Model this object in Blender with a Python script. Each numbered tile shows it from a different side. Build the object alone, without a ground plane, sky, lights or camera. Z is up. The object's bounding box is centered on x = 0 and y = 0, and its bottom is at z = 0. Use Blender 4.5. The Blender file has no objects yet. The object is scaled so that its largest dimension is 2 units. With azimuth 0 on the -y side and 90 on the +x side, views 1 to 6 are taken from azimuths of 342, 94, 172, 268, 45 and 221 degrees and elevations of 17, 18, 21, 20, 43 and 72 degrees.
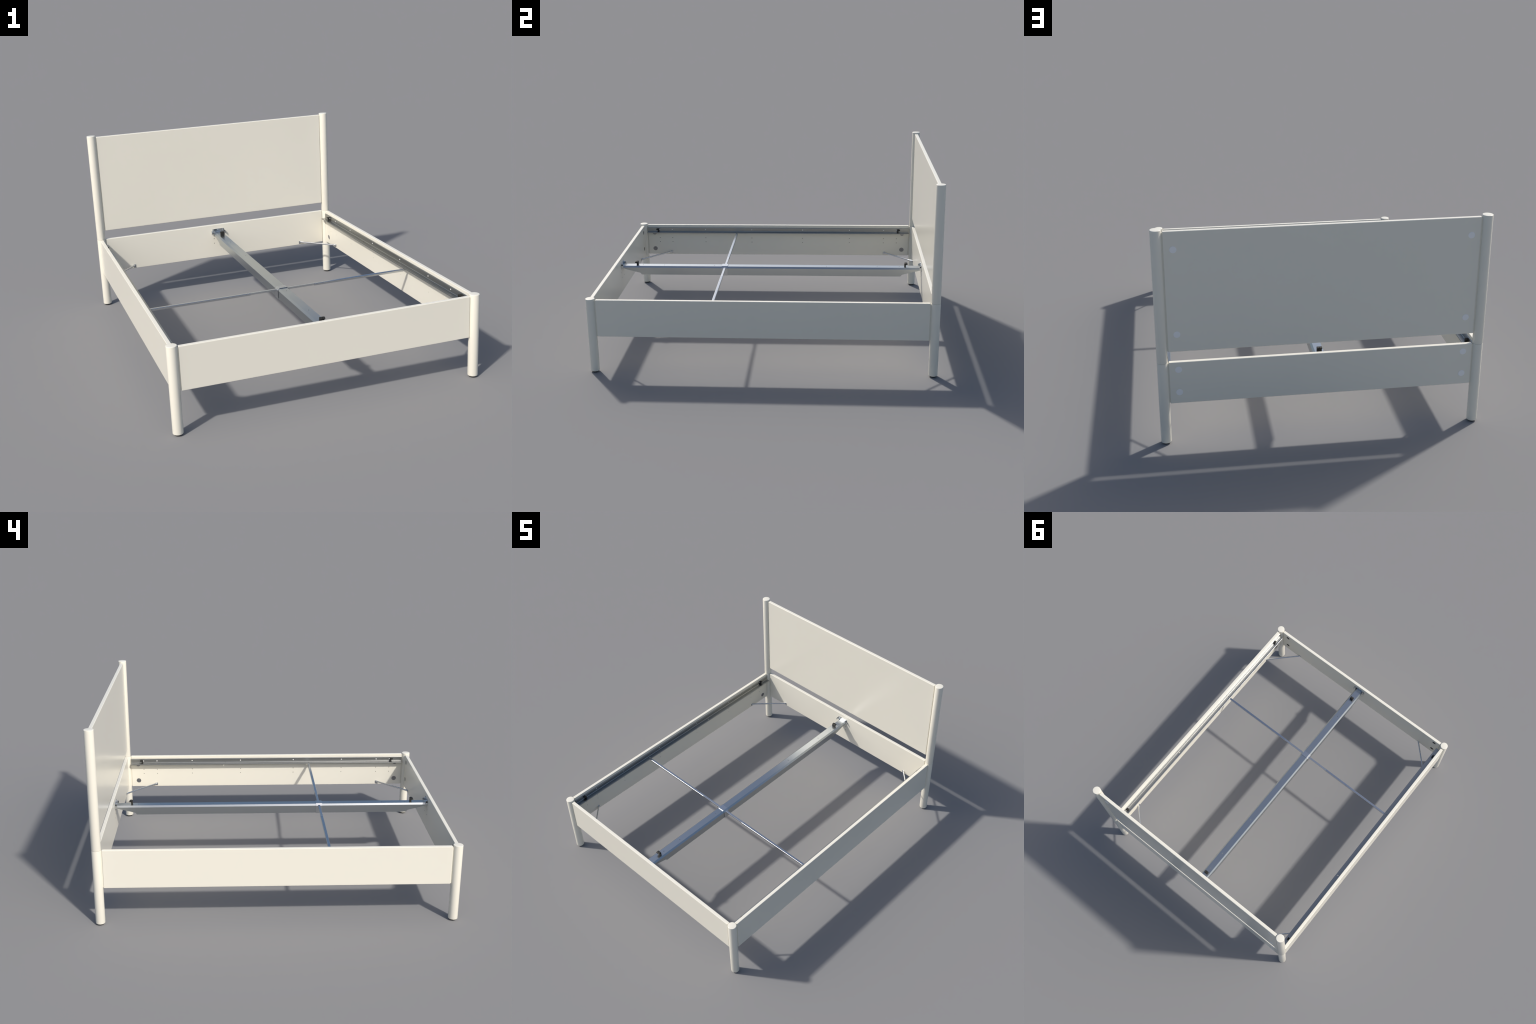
# Double bed frame: cream lacquered panels on round posts, zinc-plated steel
# midbeam, tie rod, slat ledges and corner braces.  Metres, z up.
import bpy, bmesh, math
from mathutils import Vector, Matrix

# ------------------------------------------------------------------ sizes
PX, PY, PR = 0.7822, 0.9736, 0.0264        # post centre (+-x, +-y) and radius
TALL, SHORT = 1.1155, 0.4490               # post heights
TH = 0.0208                                # panel thickness
RAIL_Z0, RAIL_Z1 = 0.2203, 0.4423          # rails: bottom, top
HEAD_Z0, HEAD_Z1 = 0.4990, 1.1071          # headboard panel: bottom, top
GAP = 0.0305                               # post centre to panel end
SIDE_IN = PX + 0.0009 - TH / 2             # inner face of side rail (|x|)
END_IN = PY - TH / 2                       # inner face of end rails (|y|)
LEDGE_Z = 0.3928                           # top of the slat ledge
LEDGE_TIP = 0.0322                         # ledge reach from the rail face
BEAM_Z, BEAM_BOT = 0.3920, 0.3362          # midbeam top and bottom
BEAM_W, BEAM_TOPW = 0.0308, 0.0216         # half widths: body, flat top
TIE_Y = -0.2912                            # tie rod line
HOLE_Y = (0.184, 0.521, 0.765, 0.858)      # drilled rows along the side rails

# -------------------------------------------------------------- materials
def new_mat(name):
    m = bpy.data.materials.new(name)
    m.use_nodes = True
    nt = m.node_tree
    return m, nt, nt.nodes["Principled BSDF"]

def noise_mix(nt, scale, c1, c2, detail=3.0):
    tc = nt.nodes.new("ShaderNodeTexCoord")
    n = nt.nodes.new("ShaderNodeTexNoise")
    n.inputs["Scale"].default_value = scale
    n.inputs["Detail"].default_value = detail
    nt.links.new(tc.outputs["Object"], n.inputs["Vector"])
    r = nt.nodes.new("ShaderNodeValToRGB")
    r.color_ramp.elements[0].position = 0.3
    r.color_ramp.elements[1].position = 0.7
    r.color_ramp.elements[0].color = (*c1, 1)
    r.color_ramp.elements[1].color = (*c2, 1)
    nt.links.new(n.outputs["Fac"], r.inputs["Fac"])
    return n, r

def lacquer(name, col, rough):
    m, nt, b = new_mat(name)
    n, r = noise_mix(nt, 3.0, tuple(c * 0.99 for c in col), col)
    nt.links.new(r.outputs["Color"], b.inputs["Base Color"])
    b.inputs["Roughness"].default_value = rough
    return m

def zinc(name, col, rough, grain, scale):
    m, nt, b = new_mat(name)
    n, r = noise_mix(nt, scale, tuple(c * (1 - 0.12 * grain) for c in col), col, 4)
    nt.links.new(r.outputs["Color"], b.inputs["Base Color"])
    b.inputs["Metallic"].default_value = 1.0
    b.inputs["Roughness"].default_value = rough
    if grain == 0.0:
        return m
    bump = nt.nodes.new("ShaderNodeBump")
    bump.inputs["Strength"].default_value = 0.25 * grain
    bump.inputs["Distance"].default_value = 0.0006
    nt.links.new(n.outputs["Fac"], bump.inputs["Height"])
    nt.links.new(bump.outputs["Normal"], b.inputs["Normal"])
    return m

def plain(name, col, rough, metal=0.0):
    m, nt, b = new_mat(name)
    n, r = noise_mix(nt, 120.0, tuple(c * 0.85 for c in col), col)
    nt.links.new(r.outputs["Color"], b.inputs["Base Color"])
    b.inputs["Roughness"].default_value = rough
    b.inputs["Metallic"].default_value = metal
    return m

CREAM = lacquer("cream_lacquer", (0.845, 0.812, 0.705), 0.25)
CAP = lacquer("cap_plastic", (0.915, 0.91, 0.895), 0.40)
ZINC = zinc("zinc_steel", (0.525, 0.555, 0.57), 0.30, 0.0, 40)
GRAINY = zinc("grained_zinc", (0.66, 0.68, 0.70), 0.30, 1.0, 300)
CHROME = zinc("bright_zinc", (0.66, 0.68, 0.69), 0.20, 0.0, 80)
LEDGE = zinc("dull_zinc", (0.42, 0.425, 0.41), 0.32, 0.7, 420)
TUBE = zinc("tube_zinc", (0.58, 0.60, 0.62), 0.26, 0.0, 80)
BLACK = plain("black_plastic", (0.018, 0.018, 0.016), 0.62)
DARK = plain("painted_hole_shade", (0.055, 0.048, 0.042), 0.7)  # near-black colour standing in for the shade inside holes
NUT = plain("dark_fitting_metal", (0.33, 0.33, 0.34), 0.40, 0.8)

# ---------------------------------------------------------------- helpers
ROOT = bpy.data.objects.new("bed_frame", None)
bpy.context.scene.collection.objects.link(ROOT)
ROOT["label"] = "cream double bed frame with headboard and zinc midbeam"
ROOT["category"] = "bed frame"

def add(name, me, mat, parent=None, mx=None):
    ob = bpy.data.objects.new(name, me)
    bpy.context.scene.collection.objects.link(ob)
    if mat is not None and not me.materials:
        me.materials.append(mat)
    ob.parent = parent or ROOT
    if mx is not None:
        ob.matrix_basis = mx
    return ob

def to_mesh(bm, name, smooth=None):
    bmesh.ops.recalc_face_normals(bm, faces=bm.faces)
    me = bpy.data.meshes.new(name)
    bm.to_mesh(me)
    bm.free()
    if smooth is not None:
        me.shade_smooth()
        me.set_sharp_from_angle(angle=math.radians(smooth))
    return me

def box_into(bm, lo, hi, bevel=0.0, segs=2):
    c = [(a + b) / 2 for a, b in zip(lo, hi)]
    s = [abs(b - a) for a, b in zip(lo, hi)]
    mx = Matrix.Translation(c) @ Matrix.Diagonal((*s, 1))
    r = bmesh.ops.create_cube(bm, size=1.0, matrix=mx)
    if bevel:
        es = list({e for v in r["verts"] for e in v.link_edges})
        bmesh.ops.bevel(bm, geom=es, offset=bevel, segments=segs, profile=0.5,
                        affect='EDGES')

def cyl_into(bm, p, q, r1, r2=None, n=32):
    p, q = Vector(p), Vector(q)
    d = q - p
    rot = d.to_track_quat('Z', 'Y').to_matrix().to_4x4()
    bmesh.ops.create_cone(bm, cap_ends=True, segments=n, radius1=r1,
                          radius2=r1 if r2 is None else r2, depth=d.length,
                          matrix=Matrix.Translation((p + q) / 2) @ rot)

def lathe_mesh(name, prof, n=64, smooth=35):
    """prof: (radius, z) from bottom to top; closes on the axis."""
    bm = bmesh.new()
    rings = []
    for r, z in prof:
        rings.append([bm.verts.new((r * math.cos(2 * math.pi * i / n),
                                    r * math.sin(2 * math.pi * i / n), z))
                      for i in range(n)])
    for a, b in zip(rings, rings[1:]):
        for i in range(n):
            bm.faces.new((a[i], a[(i + 1) % n], b[(i + 1) % n], b[i]))
    bm.faces.new(rings[0][::-1])
    bm.faces.new(rings[-1])
    return to_mesh(bm, name, smooth)

def arc(cx, cy, r, a0, a1, n=8):
    return [(cx + r * math.cos(math.radians(a0 + (a1 - a0) * i / n)),
             cy + r * math.sin(math.radians(a0 + (a1 - a0) * i / n)))
            for i in range(n + 1)]

def extrude_into(bm, prof, place, t0, t1):
    """closed 2D profile swept from t0 to t1; place(u, v, t) -> 3D point."""
    a = [bm.verts.new(place(u, v, t0)) for u, v in prof]
    b = [bm.verts.new(place(u, v, t1)) for u, v in prof]
    n = len(prof)
    for i in range(n):
        bm.faces.new((a[i], a[(i + 1) % n], b[(i + 1) % n], b[i]))
    bm.faces.new(a[::-1])
    bm.faces.new(b)

def boolean_cut(me, cutter_bm):
    cme = to_mesh(cutter_bm, "cutter")
    ob = bpy.data.objects.new("tmp", me)
    cu = bpy.data.objects.new("tmp_cutter", cme)
    for o in (ob, cu):
        bpy.context.scene.collection.objects.link(o)
    md = ob.modifiers.new("cut", 'BOOLEAN')
    md.operation, md.solver, md.object = 'DIFFERENCE', 'EXACT', cu
    bpy.context.view_layer.update()
    dg = bpy.context.evaluated_depsgraph_get()
    out = bpy.data.meshes.new_from_object(ob.evaluated_get(dg))
    for o in (ob, cu):
        bpy.data.objects.remove(o)
    return out

# ------------------------------------------------------------------ posts
def rounded_top(r, z, e):
    return [(r - e + e * math.cos(t), z - e + e * math.sin(t))
            for t in [math.radians(a) for a in (0, 22, 45, 68, 90)]]

def foot_curve(r, z, e):
    return [(r - e + e * math.sin(t), z + e - e * math.cos(t))
            for t in [math.radians(a) for a in (0, 22, 45, 68, 90)]]

FOOT = 0.005
short_me = lathe_mesh("post_mesh", foot_curve(PR, FOOT, 0.005) + rounded_top(PR, SHORT, 0.0022))
leg_me = lathe_mesh("leg_mesh", foot_curve(PR, FOOT, 0.005) + rounded_top(PR, RAIL_Z1 - 0.0004, 0.0009))
tall_me = lathe_mesh("tall_post_mesh", foot_curve(PR, RAIL_Z1 + 0.0004, 0.0009) + rounded_top(PR, TALL, 0.0025))
glide_me = lathe_mesh("glide_mesh", [(0.0185, 0.0), (0.020, 0.001), (0.020, FOOT + 0.001)], 32)
core_me = lathe_mesh("core_mesh", [(PR - 0.003, RAIL_Z1 - 0.004), (PR - 0.003, RAIL_Z1 + 0.004)], 32)
for sx in (-1, 1):
    for sy in (-1, 1):
        mx = Matrix.Translation((sx * PX, sy * PY, 0))
        if sy < 0:
            post = add("post", short_me, CREAM, mx=mx)
        else:
            post = add("leg", leg_me, CREAM, mx=mx)
            up = add("headboard_post", tall_me, CREAM, mx=mx)
            add("joint_dowel", core_me, CREAM, up)
        add("foot_glide", glide_me, BLACK, post)

# ----------------------------------------------------------------- panels
def panel_mesh(name, length, z0, z1, bevel, cutter=None):
    """panel along X, centred on the origin, with a recessed end tongue"""
    bm = bmesh.new()
    box_into(bm, (-length / 2, -TH / 2, z0), (length / 2, TH / 2, z1), bevel, 3)
    if cutter is not None:
        board = boolean_cut(to_mesh(bm, "board"), cutter)
        bm = bmesh.new()
        bm.from_mesh(board)
    for s in (-1, 1):
        box_into(bm, (s * (length / 2 - 0.002), -0.006, z0 + 0.003),
                 (s * (length / 2 + GAP - PR + 0.0015), 0.006, z1 - 0.006))
    return to_mesh(bm, name)

NUT_R = 0.0160
end_len = 2 * (PX - GAP)
side_len = 2 * (PY - GAP)
quarter = Matrix.Rotation(math.pi / 2, 4, 'Z')

# headboard and the two end rails
head = add("headboard", panel_mesh("headboard_mesh", end_len, HEAD_Z0, HEAD_Z1, 0.0032),
           CREAM, mx=Matrix.Translation((0, PY, 0)))
back = add("end_rail", panel_mesh("end_rail_mesh", end_len, RAIL_Z0, RAIL_Z1, 0.0025),
           CREAM, mx=Matrix.Translation((0, PY, 0)))
cut = bmesh.new()
for x in (-0.7055, 0.7055):
    for z in (0.279, 0.4005):
        cyl_into(cut, (x, TH / 2 - 0.011, z), (x, TH / 2 + 0.01, z), 0.0150)
front_me = panel_mesh("drilled_end_rail_mesh", end_len, RAIL_Z0, RAIL_Z1 - 0.001, 0.0025, cut)
front = add("end_rail", front_me, CREAM, mx=Matrix.Translation((0, -PY, 0)))

# drilled pockets: dark filler discs with bolt heads, and barrel nuts
fit = bmesh.new()
cyl_into(fit, (0, 0, 0), (0, 0, 0.0092), 0.0147)
cyl_into(fit, (0, 0, 0.009), (0, 0, 0.0103), 0.0062, n=6)
fit_dark = to_mesh(fit, "pocket_disc_mesh", 30)  # disc added near the pocket mouth so the hole reads dark
fit2 = bmesh.new()
cyl_into(fit2, (0, 0, 0), (0, 0, 0.0100), 0.0157)
cyl_into(fit2, (0, 0, 0.0095), (0, 0, 0.0114), 0.0085, 0.0075, n=24)
box_into(fit2, (-0.011, -0.0016, 0.0095), (0.011, 0.0016, 0.0120))
box_into(fit2, (-0.0016, -0.011, 0.0095), (0.0016, 0.011, 0.0120))
fit_nut = to_mesh(fit2, "barrel_nut_mesh", 30)
for x in (-0.7055, 0.7055):
    for z in (0.279, 0.4005):
        add("dark_bolt_disc", fit_dark, DARK, front,
            Matrix.Translation((x, TH / 2 - 0.0112, z)) @ Matrix.Rotation(-math.pi / 2, 4, 'X'))

# flush cover caps on the back of headboard and rail
cap_me = lathe_mesh("cover_cap_mesh", [(0.0166, 0), (0.0166, 0.0008), (0.0160, 0.0014)], 40)
for x in (-0.7062, 0.7062):
    for z, par in ((1.0178, head), (0.589, head), (0.402, back), (0.280, back)):
        add("cover_cap", cap_me, CAP, par,
            Matrix.Translation((x, TH / 2 - 0.0004, z)) @ Matrix.Rotation(-math.pi / 2, 4, 'X'))

# side rails: inner face looks to +Y of the panel mesh, turned into place
cut = bmesh.new()
for s in (-1, 1):
    for z in (0.2632, 0.3845):
        cyl_into(cut, (s * 0.8962, TH / 2 - 0.012, z), (s * 0.8962, TH / 2 + 0.01, z), NUT_R)
    for y in HOLE_Y:
        for z in (0.3455, 0.3145):
            cyl_into(cut, (s * y, TH / 2 - 0.009, z), (s * y, TH / 2 + 0.01, z), 0.0027, n=12)
side_me = panel_mesh("side_rail_mesh", side_len, RAIL_Z0, RAIL_Z1, 0.0025, cut)

# slat ledge: angle profile, u = distance from rail face, v = height
prof = ([(0.0, 0.4245)] + arc(0.0006, 0.4205, 0.0036, 80, 0, 6)
        + arc(0.0042 + 0.0035, LEDGE_Z + 0.0035, 0.0035, 180, 270, 8)
        + arc(LEDGE_TIP - 0.0018, LEDGE_Z - 0.0018, 0.0018, 90, 0, 5)
        + [(LEDGE_TIP, LEDGE_Z - 0.0055), (LEDGE_TIP - 0.0018, LEDGE_Z - 0.0055),
           (LEDGE_TIP - 0.0018, LEDGE_Z - 0.0020), (0.0, LEDGE_Z - 0.0020)])
LEDGE_HALF = 0.9440
bm = bmesh.new()
extrude_into(bm, prof, lambda u, v, t: (t, TH / 2 + 0.0003 + u, v), -LEDGE_HALF, LEDGE_HALF)
ledge_me = to_mesh(bm, "slat_ledge_mesh")
cut = bmesh.new()
for s in (-1, 1):
    for y in HOLE_Y:
        cyl_into(cut, (s * y, TH / 2 - 0.002, 0.4085), (s * y, TH / 2 + 0.012, 0.4085), 0.0043, n=16)
cyl_into(cut, (0.2905, TH / 2 + 0.017, 0.38), (0.2905, TH / 2 + 0.017, 0.41), 0.0042, n=16)
cyl_into(cut, (-0.2905, TH / 2 + 0.017, 0.38), (-0.2905, TH / 2 + 0.017, 0.41), 0.0042, n=16)
ledge_me = boolean_cut(ledge_me, cut)

# black slat hook: stem with a nose, two prongs, nose to +Y, width along X
hook_prof = [(-0.0045, 0.0), (0.0048, 0.0), (0.0044, 0.0135), (0.0070, 0.0170), (0.0150, 0.0175),
             (0.0160, 0.0200), (0.0140, 0.0240), (0.0075, 0.0262), (0.0, 0.0260),
             (-0.0045, 0.0235)]
def hook_mesh(name, w):
    bm = bmesh.new()
    for x0, x1 in ((-w / 2, -0.0009), (0.0009, w / 2)):
        extrude_into(bm, hook_prof, lambda u, v, t: (t, u, v), x0, x1)
    box_into(bm, (-w / 2 + 0.001, -0.0035, 0), (w / 2 - 0.001, 0.0035, 0.010))
    bmesh.ops.recalc_face_normals(bm, faces=bm.faces)
    return to_mesh(bm, name)
beam_hook_me = hook_mesh("hook_mesh", 0.0255)
ledge_hook_me = hook_mesh("ledge_hook_mesh", 0.0145)

bm = bmesh.new()
cyl_into(bm, (0, 0, 0), (0, 0, 0.0036), 0.0041, 0.0041, n=16)
cyl_into(bm, (0, 0, 0.0035), (0, 0, 0.0050), 0.0038, 0.0028, n=16)
plug_me = to_mesh(bm, "flange_hole_plug_mesh", 30)  # pale plug added in flange holes, imitates the lit rail showing through
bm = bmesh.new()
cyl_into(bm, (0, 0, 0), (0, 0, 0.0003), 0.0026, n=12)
pin_me = to_mesh(bm, "dark_pin_disc_mesh")  # thin dark disc that imitates the darkness of a small hole
for sx in (-1, 1):
    # +Y of the mesh must look towards the bed's middle
    rot = Matrix.Rotation(math.pi / 2 if sx > 0 else -math.pi / 2, 4, 'Z')
    rail = add("side_rail", side_me, CREAM, mx=Matrix.Translation((sx * (PX + 0.0009), 0, 0)) @ rot)
    add("slat_ledge", ledge_me, LEDGE, rail)
    for s in (-1, 1):
        flat = Matrix.Rotation(-math.pi / 2, 4, 'X')
        for y in HOLE_Y:
            add("flange_hole_plug", plug_me, CAP, rail, Matrix.Translation((s * y, TH / 2, 0.4085)) @ flat)
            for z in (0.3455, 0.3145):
                add("dark_pin_disc", pin_me, DARK, rail,
                    Matrix.Translation((s * y, TH / 2 - 0.0022, z)) @ flat)  # dark disc added inside the bored hole to deepen its shade
        for z in (0.2632, 0.3845):
            add("barrel_nut", fit_nut, NUT, rail,
                Matrix.Translation((s * 0.8962, TH / 2 - 0.0122, z))
                @ Matrix.Rotation(-math.pi / 2, 4, 'X') @ Matrix.Rotation(0.5 * s, 4, 'Z'))
        turn = Matrix.Rotation(-s * math.pi / 2, 4, 'Z')
        add("slat_hook", ledge_hook_me, BLACK, rail,
            Matrix.Translation((s * 0.8655, TH / 2 + 0.0108, LEDGE_Z - 0.0003)) @ turn
            @ Matrix.Diagonal((1, 1, 0.9, 1)))

# ---------------------------------------------------------------- midbeam
T = 0.0018
END = 0.9605
bm = bmesh.new()
outer = [(-BEAM_W, 0.0), (-BEAM_W, BEAM_Z - 0.0095), (-BEAM_TOPW, BEAM_Z),
         (BEAM_TOPW, BEAM_Z), (BEAM_W, BEAM_Z - 0.0095), (BEAM_W, 0.0)]
inner = [(BEAM_W - T, 0.0), (BEAM_W - T, BEAM_Z - 0.0095 - 0.0008), (BEAM_TOPW - 0.0008, BEAM_Z - T),
         (-BEAM_TOPW + 0.0008, BEAM_Z - T), (-BEAM_W + T, BEAM_Z - 0.0103), (-BEAM_W + T, 0.0)]
shape = outer + inner
# stations along y and the height of the lower edge there
stations = [(-END, 0.3785), (-0.8415, 0.3480), (-0.8360, 0.3440), (-0.8330, BEAM_BOT),
            (0.8330, BEAM_BOT), (0.8360, 0.3440), (0.8415, 0.3480), (END, 0.3785)]
rings = []
for y, zb in stations:
    rings.append([bm.verts.new((u, y, zb if v == 0.0 else v)) for u, v in shape])
n = len(shape)
for a, b in zip(rings, rings[1:]):
    for i in range(n):
        bm.faces.new((a[i], a[(i + 1) % n], b[(i + 1) % n], b[i]))
bm.faces.new(rings[0][::-1])
bm.faces.new(rings[-1])
beam_me = to_mesh(bm, "midbeam_mesh")
cut = bmesh.new()
for s in (-1, 1):
    for y in (0.361, 0.685, 0.825):
        cyl_into(cut, (0, s * y, BEAM_Z - 0.01), (0, s * y, BEAM_Z + 0.01), 0.0029, n=12)
beam = add("midbeam", boolean_cut(beam_me, cut), ZINC)

# end bracket: stepped plate on the rail with bent-in ears and screws
bm = bmesh.new()
plate = [(-0.0300, 0.3685), (0.0300, 0.3685), (0.0330, 0.3800), (0.0480, 0.3805), (0.0480, 0.3985),
         (0.0405, 0.4010), (0.0395, 0.4110), (0.0365, 0.4140), (-0.0365, 0.4140), (-0.0395, 0.4110),
         (-0.0405, 0.4010), (-0.0480, 0.3985), (-0.0480, 0.3805), (-0.0330, 0.3800)]
extrude_into(bm, plate, lambda u, v, t: (u, t, v), -0.0022, -0.0002)
for s in (-1, 1):
    box_into(bm, (s * 0.0462, -0.0155, 0.3815), (s * 0.0482, -0.0010, 0.3985), 0.0006, 1)
    box_into(bm, (s * 0.0405, -0.0150, 0.3900), (s * 0.0470, -0.0135, 0.3985), 0.0004, 1)
    box_into(bm, (s * 0.0300, -0.0110, 0.3790), (s * 0.0318, -0.0010, 0.4060), 0.0005, 1)
box_into(bm, (-0.0185, -0.0125, BEAM_Z + 0.0002), (0.0185, -0.0005, BEAM_Z + 0.0020), 0.0006, 1)
bracket_me = to_mesh(bm, "bracket_mesh")
bm = bmesh.new()
cyl_into(bm, (0, 0, 0), (0, 0, 0.0022), 0.0034, 0.0022, n=20)
screw_me = to_mesh(bm, "screw_mesh", 30)
for s in (-1, 1):
    mx = Matrix.Translation((0, s * END_IN, 0))
    if s < 0:
        mx = mx @ Matrix.Rotation(math.pi, 4, 'Z')
    br = add("beam_bracket", bracket_me, CHROME, beam, mx)
    for x in (0.0, 0.0300, -0.0300):
        add("screw", screw_me, CHROME, br,
            Matrix.Translation((x, -0.0020, 0.4075)) @ Matrix.Rotation(math.pi / 2, 4, 'X'))
    hk = add("slat_hook", beam_hook_me, BLACK, beam,
             Matrix.Translation((0, s * 0.8615, BEAM_Z - 0.0003))
             @ Matrix.Rotation(0 if s > 0 else math.pi, 4, 'Z'))
    rail = back if s > 0 else front
    for x in (-0.0315, 0.0315):
        for z in (0.3465, 0.3155):
            add("dark_pin_disc", pin_me, DARK, rail,
                Matrix.Translation((x, -s * TH / 2, z)) @ Matrix.Rotation(s * math.pi / 2, 4, 'X'))  # dark disc on the undrilled rail face, in place of a hole

# ---------------------------------------------------------------- tie rod
bm = bmesh.new()
for s in (-1, 1):
    # rounded tube from the joint to under the ledge
    w, top, bot, r = 0.0081, 0.3866, 0.3745, 0.0026
    tube = (arc(w - r, top - r, r, 0, 90, 5) + arc(-w + r, top - r, r, 90, 180, 5)
            + [(-w, bot), (w, bot)])
    extrude_into(bm, tube, lambda u, v, t: (t, TIE_Y + u, v), s * 0.186, s * 0.7320)
    # flattened nose under the ledge
    extrude_into(bm, [(-0.0060, 0.3775), (0.0060, 0.3775), (0.0060, 0.3860), (-0.0060, 0.3860)],
                 lambda u, v, t: (t, TIE_Y + u, v), s * 0.7310, s * 0.7600)
tube_me = to_mesh(bm, "tie_rod_mesh")
tie = add("tie_rod", tube_me, TUBE)
bm = bmesh.new()
for s in (-1, 1):
    box_into(bm, (s * 0.0300, TIE_Y - 0.0064, 0.3765), (s * 0.1960, TIE_Y + 0.0064, 0.3868), 0.0004, 1)
strap = add("strap", to_mesh(bm, "strap_mesh"), GRAINY, tie)
# saddle folded over the midbeam
k = 0.0034
sad = [(-BEAM_W - k, BEAM_BOT - 0.001), (-BEAM_W - k, BEAM_Z - 0.0088), (-BEAM_TOPW - 0.0006, BEAM_Z + k),
       (BEAM_TOPW + 0.0006, BEAM_Z + k), (BEAM_W + k, BEAM_Z - 0.0088), (BEAM_W + k, BEAM_BOT - 0.001),
       (BEAM_W + 0.0014, BEAM_BOT - 0.001), (BEAM_W + 0.0014, BEAM_Z - 0.0090), (BEAM_TOPW, BEAM_Z + 0.0012),
       (-BEAM_TOPW, BEAM_Z + 0.0012), (-BEAM_W - 0.0014, BEAM_Z - 0.0090), (-BEAM_W - 0.0014, BEAM_BOT - 0.001)]
bm = bmesh.new()
extrude_into(bm, sad, lambda u, v, t: (u, t, v), TIE_Y - 0.0190, TIE_Y + 0.0190)
add("saddle", to_mesh(bm, "saddle_mesh"), GRAINY, tie)

# ---------------------------------------------------------- corner braces
def brace_mesh():
    """brace for the (+x, +y) corner; the others are turned or mirrored"""
    a = Vector((SIDE_IN - 0.0070, 0.7795, 0.2405))
    b = Vector((0.5900, END_IN - 0.0070, 0.2390))
    d = (b - a).normalized()
    bm = bmesh.new()
    cyl_into(bm, a, b, 0.0051, n=20)
    for p, q in ((a, a + d * 0.026), (b, b - d * 0.026)):
        cyl_into(bm, p, q, 0.0060, 0.0048, n=20)
        bmesh.ops.create_uvsphere(bm, u_segments=20, v_segments=12, radius=0.0062,
                                  matrix=Matrix.Translation(p))
    # tabs against the rails
    box_into(bm, (SIDE_IN - 0.0022, 0.764, 0.2280), (SIDE_IN - 0.0002, 0.780, 0.2470), 0.0007, 1)
    box_into(bm, (0.574, END_IN - 0.0022, 0.2265), (0.590, END_IN - 0.0002, 0.2455), 0.0007, 1)
    cyl_into(bm, a, (SIDE_IN - 0.001, 0.7725, 0.2390), 0.0052, n=16)
    cyl_into(bm, b, (0.5830, END_IN - 0.001, 0.2375), 0.0052, n=16)
    return to_mesh(bm, "corner_brace_mesh", 35)

brace = brace_mesh()
def mirrored(me, sx, sy):
    bm = bmesh.new()
    bm.from_mesh(me)
    for v in bm.verts:
        v.co.x *= sx
        v.co.y *= sy
    if sx * sy < 0:
        bmesh.ops.reverse_faces(bm, faces=bm.faces)
    out = me.copy()
    bm.to_mesh(out)
    bm.free()
    return out
for sx in (-1, 1):
    for sy in (-1, 1):
        add("corner_brace", mirrored(brace, sx, sy), CHROME)
